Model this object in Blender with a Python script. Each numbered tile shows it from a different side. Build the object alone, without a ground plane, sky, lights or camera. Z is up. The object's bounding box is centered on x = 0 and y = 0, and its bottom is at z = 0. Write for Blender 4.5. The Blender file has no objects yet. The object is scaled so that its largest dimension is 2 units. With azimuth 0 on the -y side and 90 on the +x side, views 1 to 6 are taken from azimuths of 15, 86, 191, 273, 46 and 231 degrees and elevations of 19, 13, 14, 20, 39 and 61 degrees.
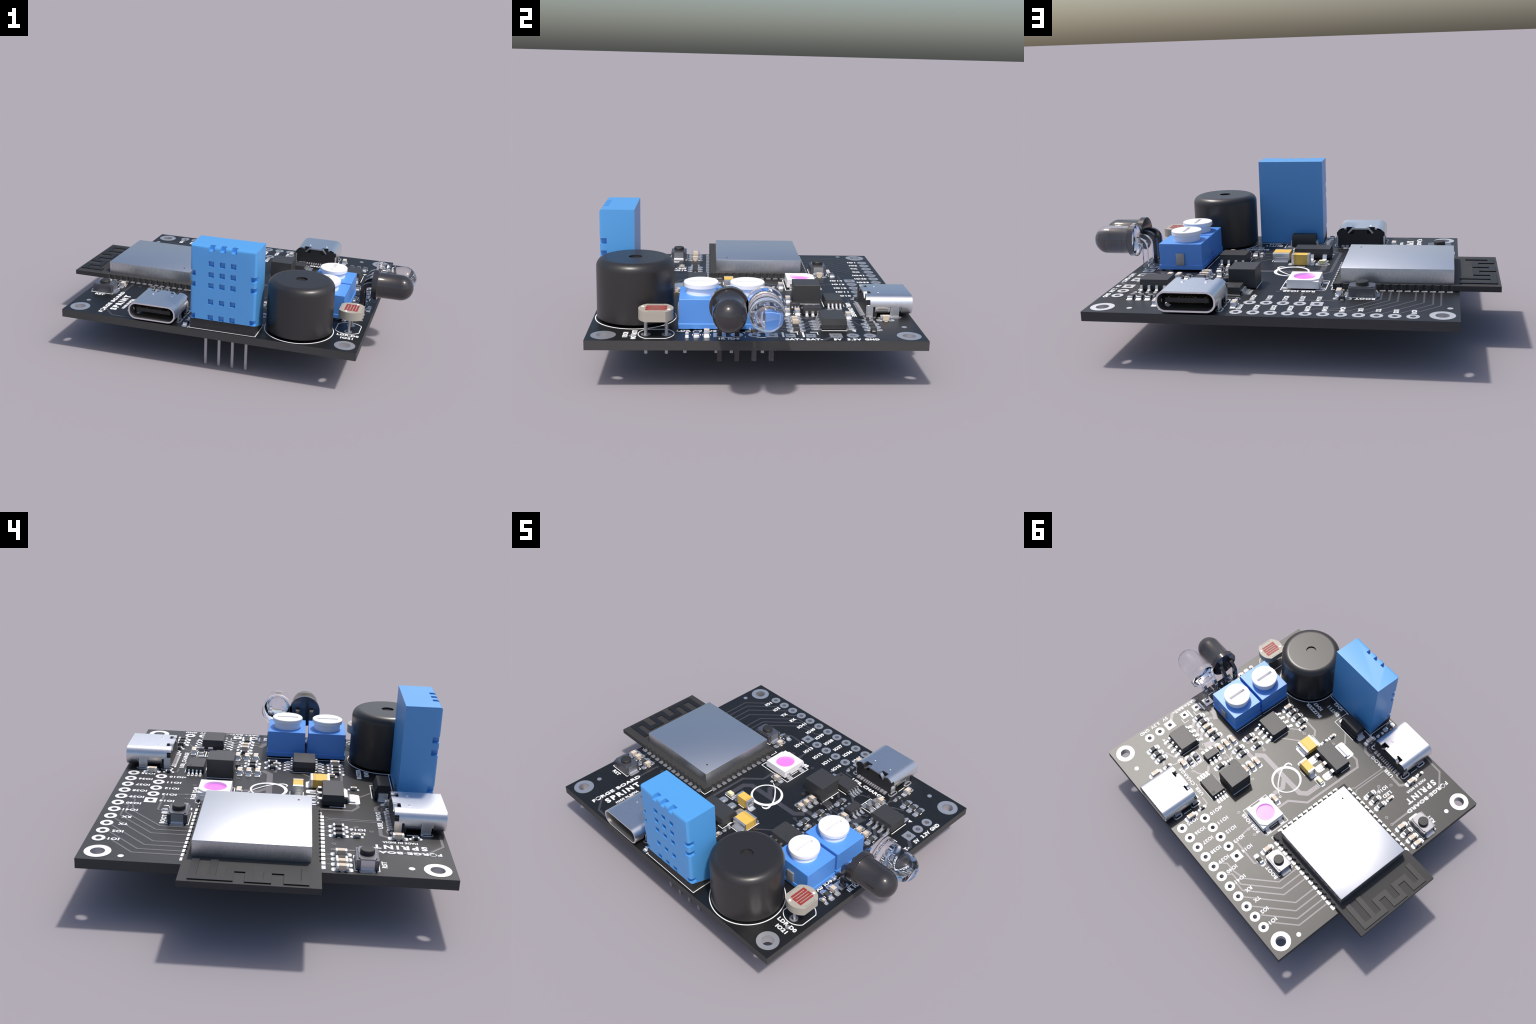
"""Microcontroller development board: circuit board with wireless module, sensor, buzzer,
trimmers, infrared LEDs, USB connectors, chips and passives.
All part sizes below are in millimetres (board top = z 0); mm are scaled to metres at mesh creation."""
import bpy, bmesh, math
from mathutils import Vector, Matrix

S = 0.02926                     # metres per millimetre in this frame
X0, Z0 = -0.0128, 0.2315        # board centre in x, board top in z
TH = 1.46                       # board thickness
BX, BY = 27.55, 25.06            # board half sizes

# ------------------------------------------------------------------ materials
def mat(name, color, rough=0.5, metal=0.0, spec=0.5, noise=0.06, scale=400.0, bump=0.0,
        bump_scale=900.0, stretch=(1, 1, 1), coat=0.0, transmission=0.0, ior=1.5, rnoise=0.0):
    m = bpy.data.materials.new(name)
    m.use_nodes = True
    nt = m.node_tree
    p = nt.nodes["Principled BSDF"]
    L = nt.links.new
    p.inputs["Roughness"].default_value = rough
    p.inputs["Metallic"].default_value = metal
    p.inputs["Specular IOR Level"].default_value = spec
    p.inputs["IOR"].default_value = ior
    p.inputs["Coat Weight"].default_value = coat
    p.inputs["Coat Roughness"].default_value = 0.08
    p.inputs["Transmission Weight"].default_value = transmission
    tc = nt.nodes.new("ShaderNodeTexCoord")
    mp = nt.nodes.new("ShaderNodeMapping")
    mp.inputs["Scale"].default_value = stretch
    L(tc.outputs["Object"], mp.inputs["Vector"])
    n = nt.nodes.new("ShaderNodeTexNoise")
    n.inputs["Scale"].default_value = scale
    n.inputs["Detail"].default_value = 3.0
    L(mp.outputs["Vector"], n.inputs["Vector"])
    r = nt.nodes.new("ShaderNodeValToRGB")
    lo = [max(0.0, c * (1 - noise)) for c in color]
    hi = [min(1.0, c * (1 + noise)) for c in color]
    r.color_ramp.elements[0].position, r.color_ramp.elements[1].position = 0.3, 0.7
    r.color_ramp.elements[0].color = (*lo, 1)
    r.color_ramp.elements[1].color = (*hi, 1)
    L(n.outputs["Fac"], r.inputs["Fac"])
    L(r.outputs["Color"], p.inputs["Base Color"])
    if rnoise:
        mr = nt.nodes.new("ShaderNodeMapRange")
        mr.inputs["To Min"].default_value = rough - rnoise
        mr.inputs["To Max"].default_value = rough + rnoise
        L(n.outputs["Fac"], mr.inputs["Value"])
        L(mr.outputs["Result"], p.inputs["Roughness"])
    if bump:
        n2 = nt.nodes.new("ShaderNodeTexNoise")
        n2.inputs["Scale"].default_value = bump_scale
        n2.inputs["Detail"].default_value = 2.0
        L(mp.outputs["Vector"], n2.inputs["Vector"])
        b = nt.nodes.new("ShaderNodeBump")
        b.inputs["Strength"].default_value = bump
        b.inputs["Distance"].default_value = 0.001
        L(n2.outputs["Fac"], b.inputs["Height"])
        L(b.outputs["Normal"], p.inputs["Normal"])
    return m

MASK = mat("solder_mask", (0.006, 0.0065, 0.007), 0.43, spec=0.7, noise=0.3, scale=30)
EDGE = mat("board_edge_laminate", (0.064, 0.062, 0.061), 0.75, spec=0.3, noise=0.1, scale=120, stretch=(1, 1, 6))
TRACE = mat("masked_copper", (0.16, 0.155, 0.165), 0.50, metal=0.85, spec=0.6, noise=0.05)
PAD = mat("tinned_pad", (0.74, 0.74, 0.75), 0.52, metal=1.0, noise=0.04, scale=200)
TIN = mat("tinned_lead", (0.90, 0.90, 0.91), 0.42, metal=1.0, noise=0.04, scale=200)
PINM = mat("matt_steel_pin", (0.55, 0.53, 0.55), 0.5, metal=0.6, noise=0.04)
SILK = mat("silkscreen_ink", (0.92, 0.92, 0.92), 0.7, spec=0.2, noise=0.02)
CHIP = mat("chip_epoxy", (0.042, 0.042, 0.044), 0.5, spec=0.6, noise=0.12, scale=260)
CHIPD = mat("dark_moulding", (0.022, 0.022, 0.024), 0.5, spec=0.45, noise=0.12, scale=200)
RESB = mat("resistor_body", (0.06, 0.06, 0.062), 0.6, spec=0.4, noise=0.1, scale=300)
CERAM = mat("capacitor_ceramic", (0.72, 0.60, 0.47), 0.6, spec=0.3, noise=0.04, scale=300)
CLIP = mat("trimmer_clip_metal", (0.42, 0.42, 0.43), 0.55, metal=0.6, noise=0.04)
GREYB = mat("grey_body", (0.22, 0.22, 0.235), 0.6, spec=0.4, noise=0.05)
YELB = mat("yellow_green_lens", (0.85, 0.80, 0.48), 0.45, noise=0.03)
TANT = mat("tantalum_case", (0.86, 0.55, 0.11), 0.5, noise=0.03)
TANTB = mat("tantalum_band", (0.72, 0.45, 0.09), 0.5, noise=0.03)
SHIELD = mat("brushed_shield", (0.74, 0.75, 0.78), 0.42, metal=1.0, noise=0.07, scale=700, bump=0.3,
             bump_scale=800, rnoise=0.05)
SHIELDS = mat("brushed_shield_wall", (0.62, 0.62, 0.63), 0.36, metal=1.0, noise=0.12, scale=420, bump=0.12,  # base darkened below the lid's tone for the dark board mirrored in the walls
              bump_scale=420, stretch=(1, 1, 0.12))
USBM = mat("usb_steel", (0.86, 0.86, 0.88), 0.35, metal=1.0, noise=0.03, scale=60)
USBI = mat("usb_steel_inside", (0.75, 0.74, 0.72), 0.4, metal=1.0, noise=0.05)
GOLD = mat("contact_gold", (0.75, 0.52, 0.2), 0.35, metal=1.0, noise=0.03)
BUZZ = mat("buzzer_plastic", (0.024, 0.022, 0.022), 0.36, spec=0.6, noise=0.12, scale=200, bump=0.04, bump_scale=700)
DHT = mat("sensor_blue_plastic", (0.088, 0.35, 0.75), 0.38, spec=0.7, noise=0.02)
DHTB = mat("sensor_base", (0.03, 0.03, 0.031), 0.6, noise=0.1)
POTB = mat("trimmer_blue", (0.10, 0.32, 0.84), 0.40, spec=0.65, noise=0.02)
POTW = mat("trimmer_white", (0.93, 0.93, 0.94), 0.5, spec=0.4, noise=0.01)
SLOTG = mat("trimmer_slot", (0.93, 0.93, 0.94), 0.6, noise=0.02)
LEDK = mat("dark_epoxy", (0.032, 0.029, 0.031), 0.12, spec=0.6, noise=0.05, coat=0.2)
LEDC = mat("clear_epoxy", (0.97, 0.97, 1.0), 0.03, spec=0.5, noise=0.0, transmission=1.0, ior=1.5)
LDRB = mat("photocell_ceramic", (0.42, 0.385, 0.325), 0.5, spec=0.55, noise=0.03)
LDRR = mat("photocell_red", (0.33, 0.040, 0.036), 0.5, spec=0.4, noise=0.05)
LDRW = mat("photocell_dot", (0.9, 0.9, 0.88), 0.35, noise=0.02)
LDRG = mat("photocell_drawn_shading", (0.20, 0.18, 0.15), 0.7, noise=0.05)
RGBW = mat("rgb_white_case", (0.96, 0.93, 0.93), 0.5, spec=0.4, noise=0.01)
RGBP = mat("rgb_pink_lens", (1.0, 0.20, 0.98), 0.35, noise=0.01)
_p = RGBP.node_tree.nodes["Principled BSDF"]
_p.inputs["Emission Color"].default_value, _p.inputs["Emission Strength"].default_value = (1.0, 0.12, 1.0, 1), 0.4   # lens made a brighter pink
BTNM = mat("button_plate", (0.28, 0.28, 0.30), 0.32, metal=0.85, noise=0.05)
BTNC = mat("button_case_metal", (0.17, 0.17, 0.19), 0.42, metal=0.8, noise=0.06)
BTNL = mat("button_lead", (0.6, 0.6, 0.62), 0.4, metal=1.0, noise=0.05)
BTNK = mat("button_plunger", (0.028, 0.027, 0.026), 0.5, noise=0.1)
MODK = mat("module_board", (0.042, 0.041, 0.041), 0.65, spec=0.35, noise=0.08)
ANT = mat("antenna_copper", (0.012, 0.012, 0.014), 0.5, spec=0.5, noise=0.06)
HOLE = mat("dark_recess", (0.006, 0.006, 0.006), 0.8, spec=0.1, noise=0.1)

# ------------------------------------------------------------------ object helpers
ROOT = bpy.data.objects.new("development_board", None)
bpy.context.collection.objects.link(ROOT)
ROOT["label"] = "black electronics development board with blue sensor, buzzer, chips"
ROOT["category"] = "circuit board"

class Part:
    """bmesh builder working in millimetres"""
    def __init__(self):
        self.bm = bmesh.new()
        self.mats = []

    def mi(self, m):
        if m not in self.mats:
            self.mats.append(m)
        return self.mats.index(m)

    def prism(self, pts, z0, z1, m, axis="z", smooth=False, top=None):
        """extrude outline pts=(a,b); axis z: (x,y,h), axis x: (y,z) along x, axis y: (x,z) along y.
        top: optional second outline for a taper"""
        bm, k = self.bm, self.mi(m)
        put = {"z": lambda a, b, h: (a, b, h), "x": lambda a, b, h: (h, a, b), "y": lambda a, b, h: (a, h, b)}[axis]
        top = top or pts
        va = [bm.verts.new(put(*p, z0)) for p in pts]
        vb = [bm.verts.new(put(*p, z1)) for p in top]
        n = len(pts)
        fs = [bm.faces.new(va[::-1]), bm.faces.new(vb)]
        for i in range(n):
            f = bm.faces.new((va[i], va[(i + 1) % n], vb[(i + 1) % n], vb[i]))
            f.smooth = smooth
            fs.append(f)
        for f in fs:
            f.material_index = k
        return fs

    def box(self, x0, x1, y0, y1, z0, z1, m, bev=0.0, taper=0.0, seg=2, edges=None):
        pts = [(x0, y0), (x1, y0), (x1, y1), (x0, y1)]
        t = taper
        top = [(x0 + t, y0 + t), (x1 - t, y0 + t), (x1 - t, y1 - t), (x0 + t, y1 - t)]
        fs = self.prism(pts, z0, z1, m, top=top)
        if bev:
            es = {e for f in fs for e in f.edges}
            if edges:
                es = [e for e in es if edges((e.verts[0].co + e.verts[1].co) / 2)]
            r = bmesh.ops.bevel(self.bm, geom=list(es), offset=bev, segments=seg, profile=0.5, affect="EDGES")
            k = self.mi(m)
            for f in r["faces"]:
                f.material_index = k
                f.smooth = seg > 1
        return self

    def ring(self, cx, cy, r0, r1, z0, z1, m, n=40):
        """annulus with walls"""
        bm, k = self.bm, self.mi(m)
        def loop(r, z):
            return [bm.verts.new((cx + r * math.cos(2 * math.pi * i / n), cy + r * math.sin(2 * math.pi * i / n), z)) for i in range(n)]
        a, b, c, d = loop(r0, z0), loop(r1, z0), loop(r1, z1), loop(r0, z1)
        for p, q in ((a, b), (b, c), (c, d), (d, a)):
            for i in range(n):
                j = (i + 1) % n
                f = bm.faces.new((p[j], p[i], q[i], q[j]))
                f.material_index = k
        return self

    def lathe(self, prof, m, n=48, axis="z", centre=(0, 0, 0), smooth=True):
        """prof: list of (radius, height[, material]); radius 0 closes with a fan"""
        bm = self.bm
        put = {"z": lambda r, c, s, h: (r * c, r * s, h), "x": lambda r, c, s, h: (h, r * c, r * s)}[axis]
        rows = []
        for p in prof:
            r, h = p[0], p[1]
            if r < 1e-6:
                rows.append([bm.verts.new(Vector(put(0, 0, 0, h)) + Vector(centre))])
            else:
                rows.append([bm.verts.new(Vector(put(r, math.cos(2 * math.pi * i / n), math.sin(2 * math.pi * i / n), h)) + Vector(centre)) for i in range(n)])
        for s in range(len(rows) - 1):
            a, b = rows[s], rows[s + 1]
            k = self.mi(prof[s + 1][2] if len(prof[s + 1]) > 2 else m)
            for i in range(n):
                j = (i + 1) % n
                if len(a) == 1 and len(b) == 1:
                    continue
                vs = (a[0], b[i], b[j]) if len(a) == 1 else (a[i], b[0], a[j]) if len(b) == 1 else (a[i], b[i], b[j], a[j])
                f = bm.faces.new(vs)
                f.material_index, f.smooth = k, smooth
        return self

    def strip(self, pts, w, z0, z1, m, closed=False, axis="z"):
        """polyline stroke with mitred joints, extruded"""
        if closed:
            a, b = offset_line(pts, w / 2, True), offset_line(pts, -w / 2, True)
            bm, k, n = self.bm, self.mi(m), len(pts)
            rows = [[bm.verts.new((*p, z)) for p in q] for q, z in ((a, z0), (b, z0), (b, z1), (a, z1))]
            for r in range(4):
                p, q = rows[r], rows[(r + 1) % 4]
                for i in range(n):
                    j = (i + 1) % n
                    bm.faces.new((p[i], p[j], q[j], q[i])).material_index = k
        else:
            out = offset_line(pts, w / 2, False) + offset_line(pts, -w / 2, False)[::-1]
            self.prism(out, z0, z1, m, axis=axis)
        return self

    def transform(self, M):
        bmesh.ops.transform(self.bm, matrix=M, verts=self.bm.verts)
        return self

    def mesh(self, name, sharp=35):
        bmesh.ops.scale(self.bm, vec=(S, S, S), verts=self.bm.verts)
        bmesh.ops.recalc_face_normals(self.bm, faces=self.bm.faces)
        me = bpy.data.meshes.new(name)
        self.bm.to_mesh(me)
        self.bm.free()
        for m in self.mats:
            me.materials.append(m)
        me.set_sharp_from_angle(angle=math.radians(sharp))
        return me

def offset_line(pts, d, closed):
    out, n = [], len(pts)
    for i in range(n):
        p = Vector(pts[i])
        a = Vector(pts[i - 1]) if (i or closed) else None
        b = Vector(pts[(i + 1) % n]) if (i < n - 1 or closed) else None
        t1 = (p - a).normalized() if a is not None else None
        t2 = (b - p).normalized() if b is not None else None
        t1 = t1 if t1 is not None else t2
        t2 = t2 if t2 is not None else t1
        n1, n2 = Vector((-t1.y, t1.x)), Vector((-t2.y, t2.x))
        mvec = n1 + n2
        mvec = mvec.normalized() if mvec.length > 1e-6 else n1
        k = d / max(0.35, mvec.dot(n1))
        out.append((p.x + mvec.x * k, p.y + mvec.y * k))
    return out

def rrect(cx, cy, w, h, r, n=5):
    r = min(r, w / 2 - 1e-3, h / 2 - 1e-3)
    out = []
    for k, (sx, sy) in enumerate(((1, 1), (-1, 1), (-1, -1), (1, -1))):
        for i in range(n + 1):
            a = math.pi / 2 * (k + i / n)
            out.append((cx + sx * (w / 2 - r) + r * math.cos(a), cy + sy * (h / 2 - r) + r * math.sin(a)))
    return out

def circ(cx, cy, r, n=24, a0=0.0, a1=2 * math.pi):
    full = abs(a1 - a0 - 2 * math.pi) < 1e-6
    return [(cx + r * math.cos(a0 + (a1 - a0) * i / (n if full else n - 1)), cy + r * math.sin(a0 + (a1 - a0) * i / (n if full else n - 1))) for i in range(n)]

def place(name, me, x=0.0, y=0.0, z=0.0, rot=0.0, parent=ROOT):
    """x,y,z in board mm when the parent is the root, else relative to the parent part"""
    o = bpy.data.objects.new(name, me)
    bpy.context.collection.objects.link(o)
    o.parent = parent
    o.location = (X0 + x * S, y * S, Z0 + z * S) if parent is ROOT else (x * S, y * S, z * S)
    o.rotation_euler = (0, 0, math.radians(rot))
    return o

def group(name, x, y, z=0.0, rot=0.0):
    return place(name, None, x, y, z, rot)

def cut(o, cutter):
    """apply a boolean difference with the Part cutter (same local frame)"""
    c = bpy.data.objects.new("cutter", cutter.mesh("cutter"))
    bpy.context.collection.objects.link(c)
    c.matrix_world = Matrix.Identity(4)
    keep = o.parent, o.location.copy(), o.rotation_euler.copy()
    o.parent, o.location, o.rotation_euler = None, (0, 0, 0), (0, 0, 0)
    mod = o.modifiers.new("cut", "BOOLEAN")
    mod.operation, mod.solver, mod.object = "DIFFERENCE", "EXACT", c
    mod.material_mode = "TRANSFER"
    bpy.context.view_layer.update()
    new = bpy.data.meshes.new_from_object(o.evaluated_get(bpy.context.evaluated_depsgraph_get()))
    o.modifiers.clear()
    o.data = new
    o.parent, o.location, o.rotation_euler = keep
    bpy.data.objects.remove(c)
    new.set_sharp_from_angle(angle=math.radians(35))
    return o

def plate_mesh(name, outlines, z0, z1, mats):
    """flat plate with holes: 2D curve filled even-odd and extruded"""
    cu = bpy.data.curves.new(name, "CURVE")
    cu.dimensions, cu.fill_mode = "2D", "BOTH"
    cu.extrude = (z1 - z0) / 2 * S
    for pts in outlines:
        sp = cu.splines.new("POLY")
        sp.points.add(len(pts) - 1)
        for q, p in zip(sp.points, pts):
            q.co = (p[0] * S, p[1] * S, 0, 1)
        sp.use_cyclic_u = True
    o = bpy.data.objects.new(name, cu)
    bpy.context.collection.objects.link(o)
    bpy.context.view_layer.update()
    me = bpy.data.meshes.new_from_object(o.evaluated_get(bpy.context.evaluated_depsgraph_get()))
    bpy.data.objects.remove(o)
    me.transform(Matrix.Translation((0, 0, (z0 + z1) / 2 * S)))
    me.materials.clear()
    for m in mats:
        me.materials.append(m)
    return me

PADS, STROKES, TRACES, LANDS, VIAS = [], [], [], [], []
def pad(cx, cy, w, h, r=0.25):
    PADS.append((cx, cy, w, h, r))
def silk(w, *pts, closed=False):
    STROKES.append((w, pts, closed))
def at(x, y, rot):
    c, s = math.cos(math.radians(rot)), math.sin(math.radians(rot))
    return lambda a, b: (x + a * c - b * s, y + a * s + b * c)
def rpad(x, y, rot, a, b, w, h, r=0.25):
    p = at(x, y, rot)(a, b)
    pad(p[0], p[1], *((w, h) if rot % 180 == 0 else (h, w)), r)

# ------------------------------------------------------------------ holes of the board
IO_LOW = [4.34 - 2.54 * i for i in range(11)]          # IO35 ... IO1 at y 23.35
IO_UP = [3.34 - 2.54 * i for i in range(5)]            # IO10 ... IO14 at y 18.62
HOLES = []                                             # x, y, hole radius, pad radius or half side, square
for i, x in enumerate(IO_LOW):
    HOLES.append((x, 23.35, 0.43, 0.94, False))
for i, x in enumerate(IO_UP):
    HOLES.append((x, 18.62, 0.43, 0.94, i == 4))
HOLES += [(25.0, 11.58, 0.43, 0.93, True), (25.0, 14.12, 0.43, 0.93, False), (25.0, 16.66, 0.43, 0.93, False),
          (25.1, 7.82, 0.36, 0.74, True), (25.1, 4.80, 0.36, 0.74, True)]
for y, sq in ((-5.65, True), (-3.11, False), (-0.53, False), (2.02, True)):
    HOLES.append((24.85, y, 0.42, 0.92, sq))
HOLES += [(24.65, -16.43, 0.38, 0.72, False), (24.65, -13.40, 0.38, 0.72, False)]
MOUNT = [(sx * 25.1, sy * 22.55) for sx in (1, -1) for sy in (1, -1)]

def board():
    outs = [rrect(0, 0, 2 * BX, 2 * BY, 0.02, 1)]
    outs += [circ(x, y, 1.08, 48) for x, y in MOUNT]
    outs += [circ(x, y, r + 0.03, 24) for x, y, r, _, _ in HOLES]
    me = plate_mesh("circuit_board", outs, -TH, 0.0, [MASK, EDGE])
    for p in me.polygons:
        if abs(p.normal.z) < 0.5:
            p.material_index = 1
        p.use_smooth = False
    bm = bmesh.new()
    bm.from_mesh(me)
    es = [e for e in bm.edges if all(abs(v.co.z) < 1e-6 and (abs(abs(v.co.x) / S - BX) < 0.03 or abs(abs(v.co.y) / S - BY) < 0.03) for v in e.verts)
          and len({round(f.normal.z) for f in e.link_faces}) > 1]
    bmesh.ops.bevel(bm, geom=es, offset=0.06 * S, segments=2, affect="EDGES", material=1)
    bm.to_mesh(me)
    bm.free()
    place("circuit_board", me)
    rings = Part()
    for x, y in MOUNT:
        r = Part()
        r.ring(0, 0, 1.0, 1.83, 0.0, 0.05, PAD, 56).ring(0, 0, 1.0, 1.07, -TH - 0.02, 0.02, PAD, 56)
        r.ring(0, 0, 1.0, 1.83, -TH - 0.05, -TH, PAD, 56)
        if "mount" not in CACHE:
            CACHE["mount"] = r.mesh("mounting_hole_ring")
        else:
            r.bm.free()
        place("mounting_hole_ring", CACHE["mount"], x, y)
    for x, y, r, R, sq in HOLES:
        key = ("hole", r, R, sq)
        if key not in CACHE:
            q = Part()
            if sq:
                n = 32
                bm, k = q.bm, q.mi(PAD)
                for z0, z1 in ((0.0, 0.05), (-TH - 0.05, -TH)):
                    inner = circ(0, 0, r, n, math.pi / 4, math.pi / 4 + 2 * math.pi)
                    outer = []
                    for a, b in inner:
                        f = R / max(abs(a), abs(b))
                        outer.append((a * f, b * f))
                    rows = [[bm.verts.new((*p, z)) for p in o] for o, z in ((inner, z0), (outer, z0), (outer, z1), (inner, z1))]
                    for s in range(4):
                        for i in range(n):
                            j = (i + 1) % n
                            bm.faces.new((rows[s][i], rows[s][j], rows[(s + 1) % 4][j], rows[(s + 1) % 4][i])).material_index = k
            else:
                q.ring(0, 0, r, R, 0.0, 0.05, PAD).ring(0, 0, r, R, -TH - 0.05, -TH, PAD)
            q.ring(0, 0, r, r + 0.025, -TH - 0.02, 0.02, PAD, 24)
            CACHE[key] = q.mesh("plated_hole")
        place("plated_hole", CACHE[key], x, y)
    for x, y in ((20.8, 22.75), (-25.03, -19.16), (-26.15, 19.22), (25.31, -18.41)):
        LANDS.append(circ(x, y, 0.42, 24))

CACHE = {}

# ------------------------------------------------------------------ passives
def passive(kind, x, y, rot=0):
    """kind: r (0603 resistor) c (0603 capacitor) rs / cs (0402)"""
    small = kind.endswith("s")
    L, W, H = (1.0, 0.5, 0.5) if small else (1.6, 0.8, 0.8)
    if kind == "r": H = 0.45
    if kind == "rs": H = 0.35
    name = "resistor" if kind[0] == "r" else "capacitor"
    if kind not in CACHE:
        p = Part()
        t = 0.25 if small else 0.33
        body = RESB if kind[0] == "r" else CERAM
        e = 0.0 if kind[0] == "c" else 0.03
        p.box(-L / 2 + t, L / 2 - t, -W / 2 + 0.015, W / 2 - 0.015, 0.03, H - 0.012 + e, body)
        for s in (-1, 1):
            a, b = sorted((s * L / 2, s * (L / 2 - t)))
            p.box(a, b, -W / 2, W / 2, 0.0, H, TIN, bev=0.05, seg=2)
            # solder fillet
            q = [(s * L / 2, 0.0), (s * (L / 2 + (0.12 if small else 0.3)), 0.05), (s * (L / 2 + 0.1), 0.12), (s * L / 2, H * 0.45)]
            p.prism(q, -W / 2 + 0.04, W / 2 - 0.04, TIN, axis="y")
        CACHE[kind] = p.mesh(name)
    place(name, CACHE[kind], x, y, 0.04, rot)
    if small:
        for s in (-1, 1):
            rpad(x, y, rot, s * 0.56, 0, 0.74, 0.62, 0.22)
    else:
        for s in (-1, 1):
            rpad(x, y, rot, s * 0.92, 0, 1.0, 0.95, 0.28)
        f = at(x, y, rot)
        for s in (-1, 1):
            silk(0.12, f(-0.25, s * 0.56), f(0.25, s * 0.56))

def passives():
    Y = 90
    for x in (22.29, 20.86, 19.42): passive("r", x, 17.66, Y)
    for x in (22.70, 21.21, 16.72): passive("r", x, 5.90, Y)
    for x in (19.75, 18.22): passive("c", x, 6.03, Y)
    for y in (3.74, 5.27, 6.86): passive("c", 14.02, y, 0)
    for y in (3.02, 4.50, 5.98): passive("c", 6.80, y, 0)
    passive("r", 12.50, 0.75, Y); passive("r", 9.82, 0.63, Y); passive("cs", 11.33, 0.10, Y)
    passive("r", 11.58, 4.11, Y); passive("r", 10.11, 4.11, Y)
    passive("r", 10.72, 9.30, Y)
    passive("c", 15.78, 14.81, 0)
    passive("c", 17.35, 20.50, Y); passive("c", 5.25, 20.50, Y)
    passive("rs", 5.44, 17.75, Y); passive("rs", 17.28, 17.66, Y)
    passive("c", 12.95, -9.97, Y)
    for x in (11.50, 10.0, 8.48): passive("r", x, -10.09, Y)
    passive("cs", 7.25, -9.33, Y)
    passive("cs", 1.88, -12.72, Y); passive("rs", 1.86, -10.62, Y)
    passive("c", -3.75, -18.05, Y); passive("c", -15.93, -18.18, Y)
    passive("rs", -3.96, -20.69, Y); passive("rs", -15.75, -20.69, Y); passive("r", -3.72, -23.31, Y)
    for x in (-13.0, -14.53, -16.1): passive("r", x, -9.84, Y)
    passive("cs", -16.08, -12.40, Y)
    passive("c", -22.02, -9.96, Y); passive("r", -23.52, -9.98, Y); passive("c", -25.05, -9.96, Y); passive("c", -26.52, -9.98, Y)
    passive("c", -2.0, 5.45, 0)
    passive("c", -9.47, 13.30, Y); passive("r", -10.26, 15.74, 0)
    passive("c", 24.85, -7.54, 0); passive("r", 24.90, -9.03, 0); passive("cs", 25.42, -10.40, 0)
    passive("r", 23.05, -0.45, Y); passive("r", 23.0, -4.55, Y)

def small_leds():
    # grey two-terminal LEDs
    p = Part()
    p.box(-0.42, 0.42, -0.4, 0.4, 0.05, 1.1, GREYB, bev=0.03, seg=1)
    for s in (-1, 1):
        a, b = sorted((s * 0.4, s * 0.85)); p.box(a, b, -0.38, 0.38, 0, 0.5, TIN, bev=0.05)
    me = p.mesh("status_led")
    for y in (11.88, 13.4):
        place("status_led", me, 15.45, y, 0.04)
        for s in (-1, 1): pad(15.45 + s * 0.92, y, 1.0, 0.95, 0.28)
        silk(0.12, (16.5, y - 0.72), (13.85, y - 0.72), (13.85, y + 0.72), (16.5, y + 0.72))
    # yellow-green power LED
    p = Part()
    p.box(-0.55, 0.55, -0.4, 0.4, 0.05, 0.72, YELB, bev=0.03, seg=1)
    for s in (-1, 1):
        a, b = sorted((s * 0.5, s * 0.82)); p.box(a, b, -0.39, 0.39, 0, 0.45, TIN, bev=0.05)
    place("power_led", p.mesh("power_led"), -4.5, -4.05, 0.04, 0)
    for s in (-1, 1): pad(-4.5 + s * 0.85, -4.05, 0.8, 0.9, 0.22)
    silk(0.12, (-5.45, -4.66), (-3.38, -4.66), (-3.38, -3.44), (-5.45, -3.44))

# ------------------------------------------------------------------ chips
def lead(p, u, zt, w, reach, foot, y, sgn, axis, th=0.16):
    """gull-wing lead leaving the body at u and landing at reach"""
    k = reach - foot
    mid = u + 0.42 * (k - u) + 0.1
    pts = [(u - 0.15, zt), (mid, zt), (mid + (k - mid) * 0.8, th / 2 + 0.12), (k + 0.12, th / 2 + 0.02), (reach, th / 2 + 0.02)]
    out = [(sgn * a, b) for a, b in pts]
    p.strip(out, th, y - w / 2, y + w / 2, TIN, axis="y" if axis == "x" else "x")

def chip_part(name, W, L, H, pitch, n, reach, foot, w, axis="x", taper=0.12, chamfer=0, m=CHIP, z0=0.1, sides=(-1, 1)):
    """body W across the lead axis direction, L along the row; leads on +-axis"""
    p = Part()
    hx, hy = (W / 2, L / 2) if axis == "x" else (L / 2, W / 2)
    zm = z0 + (H - z0) * 0.42
    q = [(-hx, -hy), (hx, -hy), (hx, hy), (-hx, hy)]
    t = taper
    i1 = [(-hx + t * .6, -hy + t * .6), (hx - t * .6, -hy + t * .6), (hx - t * .6, hy - t * .6), (-hx + t * .6, hy - t * .6)]
    i2 = [(-hx + t, -hy + t), (hx - t, -hy + t), (hx - t, hy - t), (-hx + t, hy - t)]
    if chamfer:
        c = chamfer
        def ch(o):
            (a, b) = (o[1][0], o[2][0])
            return [o[0], (o[1][0] - c * .5, o[1][1]), (o[1][0], o[1][1] + c), (o[2][0], o[2][1] - c), (o[2][0] - c * .5, o[2][1]), o[3]]
        q, i1, i2 = ch(q), ch(i1), ch(i2)
    p.prism(i1, z0, zm, m, top=q)
    p.prism(q, zm, H, m, top=i2)
    bmesh.ops.remove_doubles(p.bm, verts=p.bm.verts, dist=1e-4)
    for s in sides:
        for i in range(n):
            lead(p, W / 2, zm, w, reach, foot, (i - (n - 1) / 2) * pitch, s, axis)
    return p

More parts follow.
